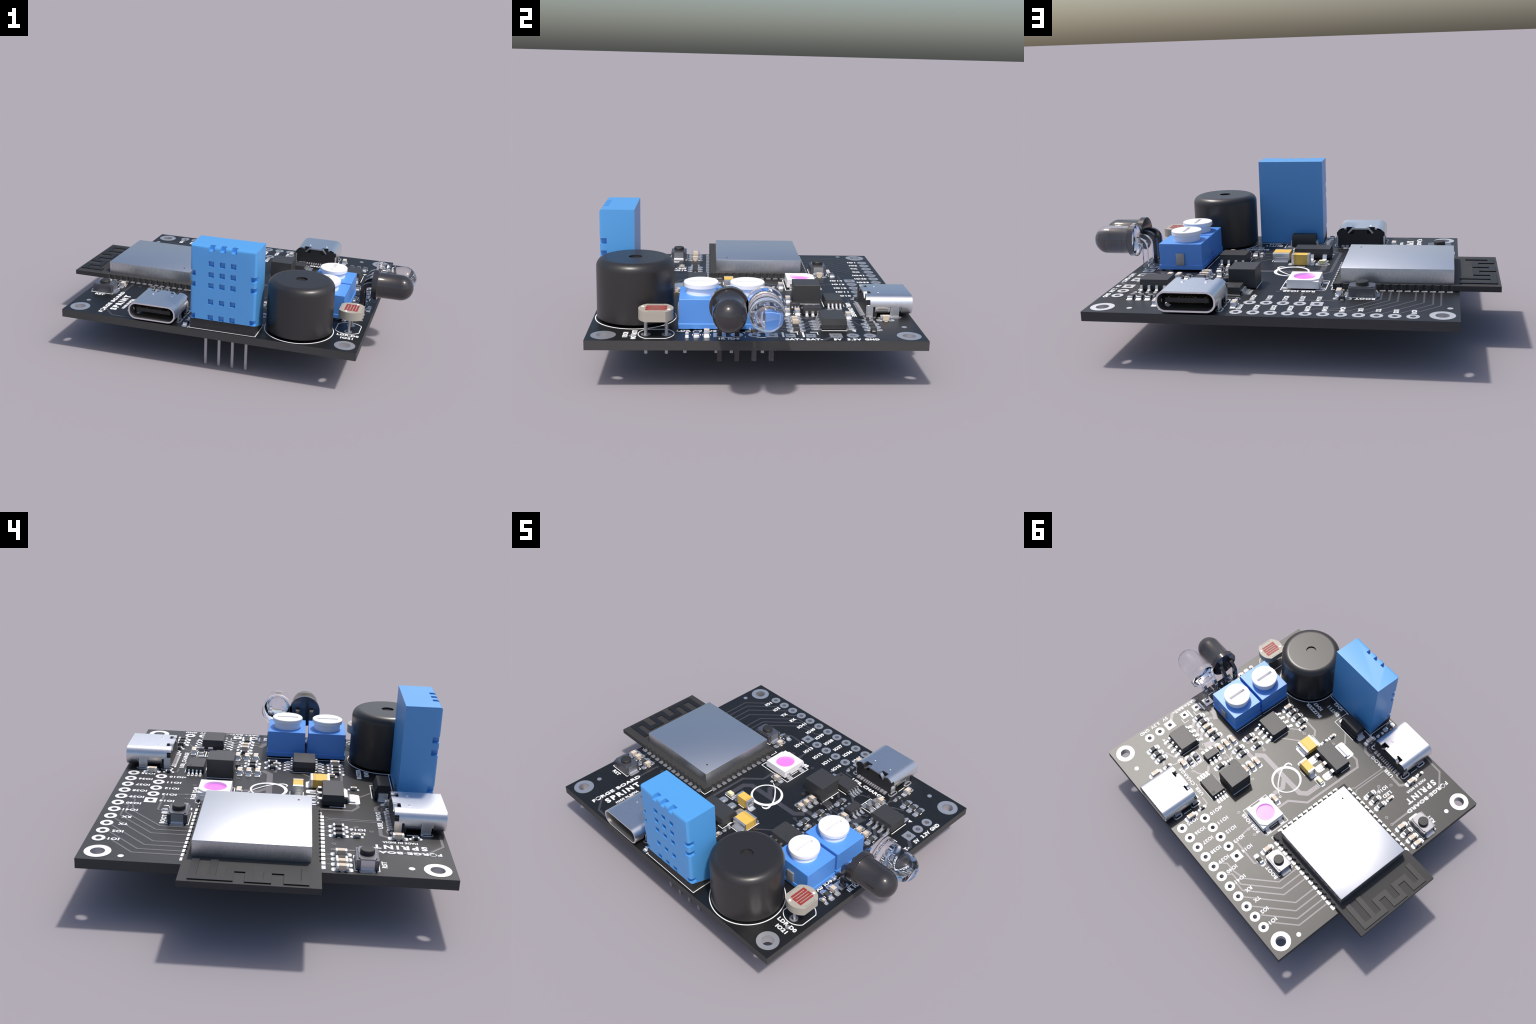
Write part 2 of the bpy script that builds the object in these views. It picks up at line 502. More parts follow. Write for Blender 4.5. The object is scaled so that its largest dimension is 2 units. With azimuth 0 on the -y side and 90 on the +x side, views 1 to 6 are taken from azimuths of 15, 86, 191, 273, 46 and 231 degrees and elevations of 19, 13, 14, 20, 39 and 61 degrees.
def chips():
    # two small-outline chips, leads on +-y
    p = chip_part("chip", 3.9, 4.9, 1.75, 1.27, 4, 3.05, 0.75, 0.42, axis="y", chamfer=0.35)
    me = p.mesh("op_amp_chip")
    for x, y, rot in ((20.09, 11.67, 0), (11.12, -4.68, 180)):
        place("amplifier_chip", me, x, y, 0.04, rot)
        for s in (-1, 1):
            for i in range(4):
                pad(x + (i - 1.5) * 1.27, y + s * 2.6, 0.6, 1.75, 0.28)
        e = 1 if rot == 0 else -1
        silk(0.13, (x + e * 2.6, y - 1.95), (x + e * 2.6, y + 1.95)) if rot == 0 else None
        silk(0.13, (x - 2.6, y - 1.95), (x - 2.6, y + 1.95))
        if rot: silk(0.13, (x + 2.6, y - 1.95), (x + 2.6, y + 1.95))
    LANDS.append("tri")
    # charger chip (thin, leads on +-x)
    p = chip_part("chip", 4.4, 3.0, 1.12, 0.65, 4, 3.2, 0.55, 0.27, axis="x", taper=0.1)
    p.lathe([(0.0, 1.125), (0.3, 1.125)], CHIPD, n=20, centre=(-1.5, 0.8, 0))
    place("charger_chip", p.mesh("charger_chip"), 7.86, 13.38, 0.04)
    for s in (-1, 1):
        for i in range(4):
            pad(7.86 + s * 2.95, 13.38 + (i - 1.5) * 0.65, 1.5, 0.42, 0.1)
    for s in (-1, 1):
        silk(0.13, (7.66 - 2.0, 13.38 + s * 1.68), (9.96, 13.38 + s * 1.68))
    # six-lead regulator, leads on +-x
    p = chip_part("chip", 1.65, 2.95, 1.12, 0.95, 3, 1.45, 0.4, 0.4, axis="x", taper=0.08)
    place("six_lead_chip", p.mesh("six_lead_chip"), 13.8, 9.28, 0.04)
    for s in (-1, 1):
        for i in range(3):
            pad(13.8 + s * 1.4, 9.28 + (i - 1) * 0.95, 1.1, 0.58, 0.15)
    # tiny flat chip
    p = Part()
    p.box(-0.65, 0.65, -0.8, 0.8, 0.03, 0.58, CHIP, bev=0.06, seg=1, taper=0.05)
    for s in (-1, 1):
        for i in range(3):
            a, b = sorted((s * 0.6, s * 0.95))
            p.box(a, b, (i - 1) * 0.5 - 0.13, (i - 1) * 0.5 + 0.13, 0.0, 0.14, TIN)
    place("converter_chip", p.mesh("converter_chip"), 9.63, 6.93, 0.04)
    for s in (-1, 1):
        for i in range(3):
            pad(9.63 + s * 0.97, 6.93 + (i - 1) * 0.5, 0.55, 0.3, 0.1)
    silk(0.16, *circ(8.86, 9.14, 0.12, 12), closed=True)
    silk(0.12, (10.4, 5.95), (10.15, 5.95))
    # power inductor
    p = Part()
    p.box(-2.18, 2.18, -2.2, 2.2, 0.05, 3.15, CHIP, bev=0.05, seg=1)
    place("power_inductor", p.mesh("power_inductor"), 6.18, 9.05, 0.02)
    silk(0.13, (8.5, 7.0), (8.5, 11.2)); silk(0.13, (3.86, 7.0), (3.86, 11.2))
    # voltage regulator: three leads at +y, tab at -y
    p = chip_part("chip", 3.5, 6.55, 1.8, 2.3, 3, 3.55, 0.9, 0.72, axis="y", taper=0.15, sides=(1,))
    lead(p, 1.75, 0.85, 3.0, 3.5, 0.9, 0.0, -1, "y", th=0.22)
    place("voltage_regulator", p.mesh("voltage_regulator"), -2.2, -9.27, 0.04)
    for i in range(3): pad(-2.2 + (i - 1) * 2.3, -6.1, 1.5, 2.0, 0.45)
    pad(-2.2, -12.5, 3.85, 2.0, 0.45)
    for s in (-1, 1): silk(0.13, (-2.2 + s * 2.2, -11.1), (-2.2 + s * 3.42, -11.1), (-2.2 + s * 3.42, -8.7))
    # diode
    p = Part()
    p.prism([(-1.32, 0.15), (1.32, 0.15), (1.38, 1.05), (1.05, 2.0), (0.92, 2.3), (-0.92, 2.3), (-1.05, 2.0), (-1.38, 1.05)], -2.2, 2.2, CHIPD, axis="x")
    for s in (-1, 1):
        p.strip([(s * 2.15, 1.0), (s * 2.4, 1.0), (s * 2.45, 0.12), (s * 2.0, 0.1), (s * 1.4, 0.1)], 0.18, -0.75, 0.75, TIN, axis="y")
    place("rectifier_diode", p.mesh("rectifier_diode"), 0.68, -17.15, 0.04)
    for s in (-1, 1): pad(0.68 + s * 2.2, -17.15, 2.0, 1.75, 0.3)
    silk(0.13, (-1.4, -15.5), (4.25, -15.5), (4.25, -18.8), (-1.4, -18.8))
    # tantalum capacitors (case, polarity band, end caps)
    def tantalum(L, W, H, x, y, rot, band):
        p = Part()
        t = 0.42
        b0 = -L / 2 + t
        p.box(b0, L / 2 - t, -W / 2 + 0.02, W / 2 - 0.02, 0.08, H - 0.015, TANT)
        p.box(b0 - 0.01, b0 + band, -W / 2 + 0.01, W / 2 - 0.01, 0.07, H - 0.004, TANTB)
        for s in (-1, 1):
            a, b = sorted((s * L / 2, s * (L / 2 - t)))
            p.box(a, b, -W / 2, W / 2, 0.0, H, TIN, bev=0.12, edges=lambda c, s=s: abs(c.x - s * L / 2) < 1e-3)
            a, b = sorted((s * L / 2, s * (L / 2 + 0.08)))
            p.box(a, b, -W / 2 + 0.35, W / 2 - 0.35, 0.0, H * 0.5, TIN, bev=0.03, seg=1)
        place("tantalum_capacitor", p.mesh("tantalum_capacitor"), x, y, 0.04, rot)
        for s in (-1, 1): rpad(x, y, rot, s * (L / 2 - 0.05), 0, 1.4, W * 0.85, 0.25)
    tantalum(3.2, 3.0, 1.45, 3.08, -7.3, -90, 0.5)
    silk(0.13, (4.62, -5.35), (1.05, -9.72) if False else (4.62, -9.72), (1.05, -9.72)); silk(0.13, (1.05, -9.72), (1.05, -8.9))
    tantalum(3.2, 1.6, 1.9, -0.83, -3.79, 180, 0.45)
    for s in (-1, 1): silk(0.13, (-1.7, -3.62 + s * 1.05), (-0.2, -3.62 + s * 1.05))

# ------------------------------------------------------------------ wireless module
def module():
    g = group("wireless_module", -20.98, 1.79)
    # module board outline with half-round castellations
    X1, X2, HY = -12.76, 12.78, 9.0
    xs = [11.38 - 1.27 * i for i in range(14)]
    def notch(cx, cy, ang):
        return [(cx + 0.3 * math.cos(ang + math.pi * k / 6), cy + 0.3 * math.sin(ang + math.pi * k / 6)) for k in range(7)]
    out = [(X1, -HY)]
    for x in xs[::-1]:
        out += [(q[0], q[1]) for q in notch(x, -HY, 0)][::-1]
    out.append((X2, -HY))
    for i in range(12):
        out += notch(X2, -6.985 + 1.27 * i, math.pi / 2)[::-1] if False else [(X2 - 0.3 * math.sin(math.pi * k / 6), -6.985 + 1.27 * i - 0.3 * math.cos(math.pi * k / 6)) for k in range(7)]
    out.append((X2, HY))
    for x in xs:
        out += [(x + 0.3 * math.cos(math.pi * k / 6), HY - 0.3 * math.sin(math.pi * k / 6)) for k in range(7)]
    out.append((X1, HY))
    p = Part()
    p.prism(out, 0.06, 0.93, MODK)
    place("module_board", p.mesh("module_board"), parent=g)
    # shield can
    p = Part()
    x0, x1, y0, y1, z1 = -5.76, 11.66, -7.68, 7.98, 3.22
    p.box(x0, x1, y0, y1, 0.93, z1, SHIELDS, bev=0.09, seg=2, edges=lambda c: c.z > 1.0)
    k = p.mi(SHIELD)
    for f in p.bm.faces:
        f.normal_update()
        if f.normal.z > 0.9: f.material_index = k
    p.lathe([(0.0, z1 + 0.012), (0.17, z1 + 0.012)], HOLE, n=16, centre=(9.72, -5.73, 0))
    place("shield_can", p.mesh("shield_can"), parent=g)
    # meander antenna, slightly raised strip
    cx, cy = -20.98, 1.79
    A = [(-27.6, 9.0), (-32.75, 9.0), (-32.75, 4.3), (-30.2, 4.3), (-30.2, 1.9), (-32.8, 1.9), (-32.8, -0.45), (-30.2, -0.45),
         (-30.2, -3.0), (-32.75, -3.0), (-32.75, -5.15), (-28.65, -5.15)]
    p = Part()
    p.strip([(x - cx, y - cy) for x, y in A], 1.0, 0.97, 1.10, ANT)
    p.strip([(-27.6 - cx, 6.55 - cy), (-32.3 - cx, 6.55 - cy)], 1.0, 0.97, 1.09, ANT)
    place("antenna", p.mesh("antenna"), parent=g)
    for x in xs:
        pad(x + cx, cy + 9.1, 0.9, 1.0, 0.05); pad(x + cx, cy - 9.1, 0.9, 1.0, 0.05)
    for i in range(12):
        pad(cx + X2 + 0.1, cy - 6.985 + 1.27 * i, 1.0, 0.9, 0.05)
    silk(0.13, (-9.1, -7.42), (-8.02, -7.42), (-8.02, -5.7)); silk(0.13, (-8.02, 9.6), (-8.02, 11.05), (-8.55, 11.05))

# ------------------------------------------------------------------ temperature and humidity sensor
def humidity_sensor():
    cx, cy = 3.43, -21.9
    g = group("humidity_sensor", cx, cy)
    hx, yf, yb, zt = 6.02, -2.9, 2.68, 15.7
    p = Part()
    p.prism([(yf, 2.05), (yb, 0.12), (yb, zt), (yf, zt)], -hx, hx, DHT, axis="x")
    es = [e for e in p.bm.edges if all(abs(v.co.y - yf) < 1e-4 for v in e.verts) and (e.verts[0].co.z + e.verts[1].co.z) > 5]
    r = bmesh.ops.bevel(p.bm, geom=es, offset=0.5, segments=6, profile=0.5, affect="EDGES")
    for f in r["faces"]: f.smooth = True
    o = place("sensor_housing", p.mesh("sensor_housing"), parent=g)
    c = Part()
    w = 0.49
    for z in (12.55, 10.55, 8.53, 5.5, 2.52):
        for x in (1.26, 3.27, 5.28):
            c.box(x - cx - w, x - cx + w, yf - 1, yf + 0.5, z - w, z + w, DHT)
    for x in (1.3, 3.3, 5.3):
        c.box(x - cx - w, x - cx + w, yf - 1, yf + 1.13, 14.86, zt + 1, DHT)
    for z in (10.56, 8.54, 2.52):
        for s in (-1, 1):
            a, b = sorted((s * (hx - 1.0), s * (hx + 1)))
            c.box(a, b, yf - 1, yf + 1.13, z - w, z + w, DHT)
    cut(o, c)
    p = Part()
    p.prism([(yf + 0.22, 0.0), (yb - 0.15, 0.0), (yb - 0.15, 0.1), (yf + 0.22, 2.02)], -hx + 0.06, hx - 0.06, DHTB, axis="x")
    place("sensor_base", p.mesh("sensor_base"), parent=g)
    pin = Part()
    pin.box(-0.25, 0.25, -0.14, 0.14, -7.91, 0.3, PINM, bev=0.04, seg=1)
    me = pin.mesh("sensor_pin")
    for x in (-0.36, 2.19, 4.73, 7.28):
        place("sensor_pin", me, x - cx, -22.05 - cy, 0, parent=g)
    silk(0.13, (-2.72, -24.6), (9.52, -24.6), (9.52, -18.95), (-2.72, -18.95), closed=True)
    silk(0.13, (-2.95, -24.8), (-2.95, -23.4)); silk(0.13, (-2.95, -19.3), (-2.95, -18.75))

# ------------------------------------------------------------------ buzzer
def buzzer():
    p = Part()
    R, H, f = 5.97, 9.68, 1.35
    prof = [(0.0, 0.35), (R - 0.25, 0.35), (R, 0.5), (R, H - f)]
    prof += [(R - f + f * math.cos(a * math.pi / 16), H - f + f * math.sin(a * math.pi / 16)) for a in range(1, 9)]
    prof += [(R - f - 0.05, H), (1.08, H), (1.03, H), (1.03, H - 0.3), (0.98, H - 0.3), (0.0, H - 0.3)]
    p.lathe(prof, BUZZ, n=96)
    o = place("buzzer", p.mesh("buzzer", 50), 16.05, -18.53)
    q = Part()
    for s in (-1, 1):
        q.lathe([(0.0, 0.4), (0.3, 0.4), (0.3, -2.6), (0.0, -2.6)], PINM, n=16, centre=(0, s * 3.25, 0))
    place("buzzer_pin", q.mesh("buzzer_pin"), parent=o)
    silk(0.16, *circ(16.05, -18.53, 6.22, 96), closed=True)

# ------------------------------------------------------------------ trimmers
def trimmers():
    body, knob, clip, pins = Part(), Part(), Part(), Part()
    body.box(-3.76, 3.76, -3.24, 3.24, 0.95, 4.8, POTB, bev=0.05, seg=1)
    body.box(-3.9, 3.9, -3.37, 3.37, 0.28, 1.1, POTB, bev=0.06, seg=1)
    body.box(-1.2, 1.2, -1.2, 1.2, 0.0, 0.3, POTB)
    mb = body.mesh("trimmer_body")
    knob.lathe([(0.0, 4.7), (2.28, 4.7), (2.28, 5.86), (2.55, 5.86), (2.62, 5.93), (2.62, 6.5), (2.55, 6.58), (0.0, 6.58)], POTW, n=64)
    mk = knob.mesh("trimmer_knob")
    clip.box(-0.74, 0.74, 3.2, 3.52, 1.05, 3.18, CLIP, bev=0.06)
    mc = clip.mesh("trimmer_clip")
    for x, y in ((2.4, 2.36), (2.4, -2.36), (-2.5, 0)):
        pins.box(x - 0.15, x + 0.15, y - 0.25, y + 0.25, -3.93, 0.3, PINM)
    mp = pins.mesh("trimmer_pins")
    for k, (x, y, s) in enumerate(((19.1, -8.44, -1), (19.1, -1.42, 1))):
        g = group("trimmer", x, y)
        place("trimmer_body", mb, parent=g)
        o = place("trimmer_knob", mk, -0.33, 0, 0, parent=g)
        if k == 0:
            c = Part(); c.box(-0.28, 0.28, -1.8, 1.8, 5.85, 7.5, SLOTG)
            cut(o, c); mk = o.data
        place("trimmer_clip", mc, 0.05 * s, 0, 0, 0 if s > 0 else 180, parent=g)
        place("trimmer_pin", mp, parent=g)
        for yy in (-2.36, 2.36): LANDS.append(circ(x + 2.4, y + yy, 0.8, 20))
        silk(0.13, (x - 4.05, y - 3.3), (x - 4.05, y + 3.3))

# ------------------------------------------------------------------ infrared LEDs and photocell
def infrared():
    for name, m, y in (("infrared_receiver", LEDK, -4.38), ("infrared_emitter", LEDC, 0.74)):
        g = group(name, 27.0, y, 5.23)
        tip, R, F = 34.61 - 27.0, 2.42, 2.84
        prof = [(0.0, 0.0), (F - 0.05, 0.0), (F, 0.05), (F, 0.95), (F - 0.05, 1.0), (R + 0.05, 1.0), (R, 1.06), (R, tip - R)]
        prof += [(R * math.cos(a * math.pi / 24), tip - R + R * math.sin(a * math.pi / 24)) for a in range(1, 12)] + [(0.0, tip)]
        p = Part()
        p.lathe(prof, m, n=64, axis="x")
        place("led_dome", p.mesh("led_dome", 40), parent=g)
        q = Part()
        zl = 0.3
        pts = [(0.35, zl), (-0.25, zl)]
        rb = 1.5
        pts += [(-0.25 - rb * math.sin(a * math.pi / 20), zl - rb + rb * math.cos(a * math.pi / 20)) for a in range(1, 11)]
        pts += [(-0.25 - rb, -5.35 - 3.65)]
        if m is LEDC: pts[0] = (-0.03, zl)
        out = offset_line(pts, 0.41, False) + offset_line(pts, -0.41, False)[::-1]
        fs = q.prism(out, -0.34, 0.34, m, axis="y")
        for f in fs: f.smooth = len(f.verts) == 4
        me = q.mesh("led_lead", 40)
        for s in (-1, 1):
            place("led_lead", me, 0, s * 1.28, 0, parent=g)
    silk(0.13, (26.0, -4.75), (26.0, -3.9)); 
    for yc in (-4.38, 0.74):
        for s in (-1, 1):
            silk(0.12, (24.85 + s * 1.15, yc - 1.0), (24.85 + s * 1.15, yc + 0.35))
    silk(0.12, (24.2, -1.9), (23.7, -1.9), (23.7, -2.2)); silk(0.12, (25.5, -1.9), (26.0, -1.9))

def photocell():
    g = group("photoresistor", 24.8, -14.93)
    R, hx = 2.55, 2.1
    a = math.acos(hx / R)
    out = circ(0, 0, R, 24, a, math.pi - a) + circ(0, 0, R, 24, math.pi + a, 2 * math.pi - a)
    p = Part()
    p.prism(out, 2.55, 4.08, LDRB, smooth=False)
    for f in p.bm.faces: f.smooth = len(f.verts) == 4
    place("photocell_disc", p.mesh("photocell_disc", 30), parent=g)
    q = Part()
    zz = 4.08
    # serpentine track, fingers along y stepped in x
    # serpentine film: five columns along y, joined at alternate ends
    cols = [-1.008, -0.504, 0.0, 0.504, 1.008]
    path = [(cols[0], -1.36)]
    for i, c in enumerate(cols[:-1]):
        e = 1.42 if i % 2 == 0 else -1.30
        path += [(c, e), (cols[i + 1], e)]
    q.strip(path + [(cols[4], 1.46)], 0.384, zz - 0.05, zz + 0.012, LDRR)
    # thin dark strips drawn where sunlight leaves shading lines on the film
    for x, a, b in ((-0.63, -0.7, 0.75), (-0.12, -0.75, 0.7), (0.38, -0.7, 0.75), (0.86, -0.75, 0.7)):
        q.strip([(x, a), (x, b)], 0.045, zz - 0.05, zz + 0.018, LDRG)
    for s in (-1, 1):
        q.strip([(s * 1.56, -1.0), (s * 1.92, -1.0), (s * 1.92, 1.0), (s * 1.6, 1.0)], 0.05, zz, zz + 0.012, LDRG)
        q.lathe([(0.0, zz + 0.07), (0.2, zz + 0.06), (0.24, zz)], LDRW, n=20, centre=(s * 0.75, s * 1.92, 0))
    place("photocell_track", q.mesh("photocell_track"), parent=g)
    pn = Part()
    pn.lathe([(0.0, 2.6), (0.25, 2.6), (0.25, -2.85), (0.2, -2.9), (0.0, -2.9)], PINM, n=20)
    me = pn.mesh("photocell_lead")
    for y in (-1.49, 1.52): place("photocell_lead", me, -0.05, y, 0, parent=g)
    o = [(24.45 + u * 1.02, -14.93 + v * 1.03) for u, v in out]
    silk(0.14, *o, closed=True)

# ------------------------------------------------------------------ USB connectors
def usb():
    zc, W, H, R, t = 1.87, 8.94, 3.14, 1.42, 0.27
    prof_o = rrect(0, zc, W, H, R, 8)
    prof_i = rrect(0, zc, W - 2 * t, H - 2 * t, R - t, 8)
    n = len(prof_o)
    shell = Part()
    km, ki = shell.mi(USBM), shell.mi(USBI)
    def lower(i):
        a, b = prof_o[i], prof_o[(i + 1) % n]
        x, z = (a[0] + b[0]) / 2, (a[1] + b[1]) / 2
        return abs(x) > 2.2 and z < 1.75
    def tops(i, k):
        a, b = prof_o[i], prof_o[(i + 1) % n]
        return (a[1] + b[1]) / 2 > 3.3
    # y stations: front lip to the rear; skip = lower corners removed at slots and legs
    st = [(0.0, False), (-1.75, False), (-2.1, True), (-3.6, True), (-3.95, False), (-5.95, False), (-6.3, True), (-6.42, True), (-6.8, True), (-7.45, True)]
    bm = shell.bm
    for (ya, _), (yb, sk) in zip(st[:-1], st[1:]):
        for i in range(n):
            j = (i + 1) % n
            if sk and lower(i): continue
            zm, flat = (prof_o[i][1] + prof_o[j][1]) / 2, abs(prof_o[i][1] - prof_o[j][1]) < 1e-6
            if yb < -6.5 and (flat or zm < (1.7 if yb > -7 else 2.85)): continue
            q = [bm.verts.new((*prof_o[a][:1], y, prof_o[a][1])) for a, y in ((i, ya), (j, ya), (j, yb), (i, yb))]
            f = bm.faces.new(q); f.material_index, f.smooth = km, True
            q = [bm.verts.new((*prof_i[a][:1], y, prof_i[a][1])) for a, y in ((i, ya), (i, yb), (j, yb), (j, ya))]
            f = bm.faces.new(q); f.material_index, f.smooth = ki, True
    for y in (0.0,):
        for i in range(n):
            j = (i + 1) % n
            q = [bm.verts.new((p[0], y, p[1])) for p in (prof_o[i], prof_o[j], prof_i[j], prof_i[i])]
            bm.faces.new(q).material_index = km
    bmesh.ops.remove_doubles(bm, verts=bm.verts, dist=1e-4)
    # rear top: side strips, centre tongue with wings bent down into the notches
    def tops_arc(xa, xb, ya, yb):
        pts = [p for p in sorted(prof_o) if p[1] > zc + 0.3 and xa - 1e-6 <= p[0] <= xb + 1e-6]
        pts = [(xa, arc_z(xa))] + [p for p in pts if xa < p[0] < xb] + [(xb, arc_z(xb))]
        ins = [(p[0] * 0.985, p[1] - t) for p in pts]
        shell.prism(pts + ins[::-1], ya, yb, USBM, axis="y")
    def arc_z(x):
        e = abs(x) - (W / 2 - R)
        return zc + H / 2 - R + (math.sqrt(max(0.0, R * R - e * e)) if e > 0 else R)
    tops_arc(-3.06, -2.65, -7.45, -6.42); tops_arc(2.65, 3.06, -7.45, -6.42)
    tops_arc(-1.25, 1.25, -7.5, -6.42)
    for s in (-1, 1):
        shell.strip([(s * 1.15, zc + H / 2 - t / 2), (s * 1.5, zc + H / 2 - t / 2), (s * 2.3, zc + H / 2 - 0.95)], t, -7.48, -6.9, USBM, axis="y")
        # stamped dimples on the roof
        shell.box(s * 1.85 - 0.27, s * 1.85 + 0.27, -5.3, -5.0, zc + H / 2 - 0.05, zc + H / 2 + 0.06, USBM, bev=0.05, seg=1)
        # legs
        for ya, yb in ((-3.55, -2.1), (-7.4, -6.3)):
            a, b = sorted((s * (W / 2 - 0.02), s * (W / 2 - t)))
            shell.box(a, b, ya, yb, -1.0, zc + 0.1, USBM, bev=0.04, seg=1)
    ms = shell.mesh("usb_shell", 40)
    rear = Part()
    rear.prism([(-4.15, 0.12), (4.15, 0.12), (4.15, 2.75), (4.1, 2.78), (3.95, 3.05), (2.6, 3.16), (2.4, 2.3), (1.25, 2.3), (1.2, 3.15), (-1.2, 3.15), (-1.25, 2.3), (-2.4, 2.3), (-2.6, 3.16), (-3.95, 3.05), (-4.1, 2.78), (-4.15, 2.75)][::-1],
               -7.42, -5.6, CHIPD, axis="y")
    rear.box(-3.5, 3.5, -6.4, -5.5, 0.6, 3.1, CHIPD)
    for s in (-1, 1):
        a, b = sorted((s * 4.0, s * 4.43))
        rear.box(a, b, -7.41, -6.82, 1.98, 2.6, CHIPD)
    mr = rear.mesh("usb_insulator")
    tg = Part()
    tg.box(-3.3, 3.3, -5.6, -0.9, 1.5, 2.25, CHIPD, bev=0.06, seg=1)
    for x in (-2.75, -1.25, -0.75, -0.25, 0.25, 0.75, 1.25, 2.75):
        tg.box(x - 0.13, x + 0.13, -5.5, -1.05 if abs(x) > 1 else -1.4, 2.2, 2.29, GOLD)
        tg.box(x - 0.13, x + 0.13, -5.5, -1.05, 1.46, 1.55, GOLD)
    mt = tg.mesh("usb_tongue")
    ct = Part()
    xs = [-3.24, -2.46, -1.75, -1.25, -0.75, -0.25, 0.25, 0.75, 1.25, 1.75, 2.46, 3.24]
    for i, x in enumerate(xs):
        w = 0.3 if i in (0, 1, 10, 11) else 0.13
        ct.box(x - w, x + w, -7.9, -7.2, 0.04, 0.2, PINM, bev=0.02, seg=1)
    mc = ct.mesh("usb_contacts")
    for x, y, rot in ((11.33, 25.1, 0), (-9.78, -25.1, 180)):
        g = group("usb_connector", x, y, 0.02, rot)
        place("usb_shell", ms, parent=g); place("usb_insulator", mr, parent=g)
        place("usb_tongue", mt, parent=g); place("usb_contact", mc, parent=g)
        f = at(x, y, rot)
        for px in xs:
            a = f(px, -7.75); pad(a[0], a[1], 0.6 if abs(px) > 2 else 0.3, 0.9, 0.05)
        for s in (-1, 1):
            for v, h in ((-2.65, 1.9), (-6.85, 2.1)):
                a = f(s * 4.36, v)
                o, q = rrect(a[0], a[1], 1.05, h, 0.5), rrect(a[0], a[1], 0.6, h - 0.5, 0.28)
                LANDS.append((o, q))
            a, b = f(s * 4.72, -3.9), f(s * 4.72, -5.55)
            silk(0.12, a, b)

# ------------------------------------------------------------------ push buttons and RGB LED
def buttons():
    b, pl = Part(), Part()
    b.box(-1.95, 1.95, -1.48, 1.48, 0.05, 1.42, BTNC, bev=0.08, seg=1, edges=lambda c: abs(c.x) > 1.9 and abs(c.y) > 1.4)
    b.prism([(-1.96, -1.0), (-1.6, -1.0), (-1.5, -1.2), (1.5, -1.2), (1.6, -1.0), (1.96, -1.0), (1.96, 1.0), (1.6, 1.0), (1.5, 1.2), (-1.5, 1.2), (-1.6, 1.0), (-1.96, 1.0)], 1.4, 1.6, BTNM)
    for s in (-1, 1):
        b.prism([(s * 1.9, 1.45), (s * 2.02, 1.45), (s * 2.06, 0.3), (s * 2.2, 0.16), (s * 2.62, 0.14), (s * 2.62, 0.02), (s * 1.9, 0.02)][::s], -0.9, 0.9, BTNL, axis="y")
    mb = b.mesh("button_case")
    pl.lathe([(0.98, 1.5), (0.98, 2.1), (0.9, 2.2), (0.0, 2.22)], BTNK, n=40)
    mp = pl.mesh("button_plunger")
    for x, y in ((-24.3, -13.25), (-13.02, 13.36)):
        g = group("push_button", x, y, 0.03)
        place("button_case", mb, parent=g); place("button_plunger", mp, parent=g)
        for s in (-1, 1):
            pad(x + s * 2.1, y, 1.2, 2.1, 0.3)
            silk(0.12, (x - 1.7, y + s * 1.6), (x + 1.7, y + s * 1.6)) if False else None
            silk(0.12, (x - 2.2, y + s * 1.28), (x - 2.2, y + s * 1.62), (x + 2.2, y + s * 1.62), (x + 2.2, y + s * 1.28))

def rgb():
    g = group("rgb_led", -3.58, 9.06)
    p = Part()
    q = [(-2.5, -2.52), (2.5, -2.52), (2.5, 2.52), (-2.5, 2.52)]
    p.prism(q, 0.25, 1.62, RGBW, top=[(a * 0.985, b * 0.985) for a, b in q])
    o = place("led_case", p.mesh("led_case"), parent=g)
    c = Part()
    c.lathe([(0.0, 1.22), (1.72, 1.22), (1.9, 1.9), (0.0, 1.9)], RGBW, n=64)
    # marked corner
    c.prism([(-2.6, 1.35), (-1.25, 2.6), (-2.6, 2.6)], 1.36, 2.0, RGBW)
    cut(o, c)
    p = Part()
    p.lathe([(0.0, 1.28), (1.73, 1.27)], RGBP, n=64)
    place("led_lens", p.mesh("led_lens"), parent=g)
    lead_p = Part()
    for s in (-1, 1):
        for v in (-1.6, 1.6):
            lead_p.strip([(s * 2.44, 0.95), (s * 2.56, 0.95), (s * 2.6, 0.12), (s * 2.2, 0.1)] if False else [(s * 2.46, 0.95), (s * 2.58, 0.9), (s * 2.6, 0.2), (s * 2.3, 0.13)], 0.14, v - 0.42, v + 0.42, TIN, axis="y")
            pad(-3.58 + s * 2.65, 9.06 + v, 1.5, 1.0, 0.2)
    place("led_lead", lead_p.mesh("led_lead"), parent=g)
    silk(0.13, (-0.05, 6.24), (-0.05, 11.8), (-6.66, 11.8), (-7.12, 11.34), (-7.12, 6.24), closed=True)
    for x in (-0.95, -6.2):
        silk(0.12, (x - 0.05, 8.2), (x - 0.05, 9.9))

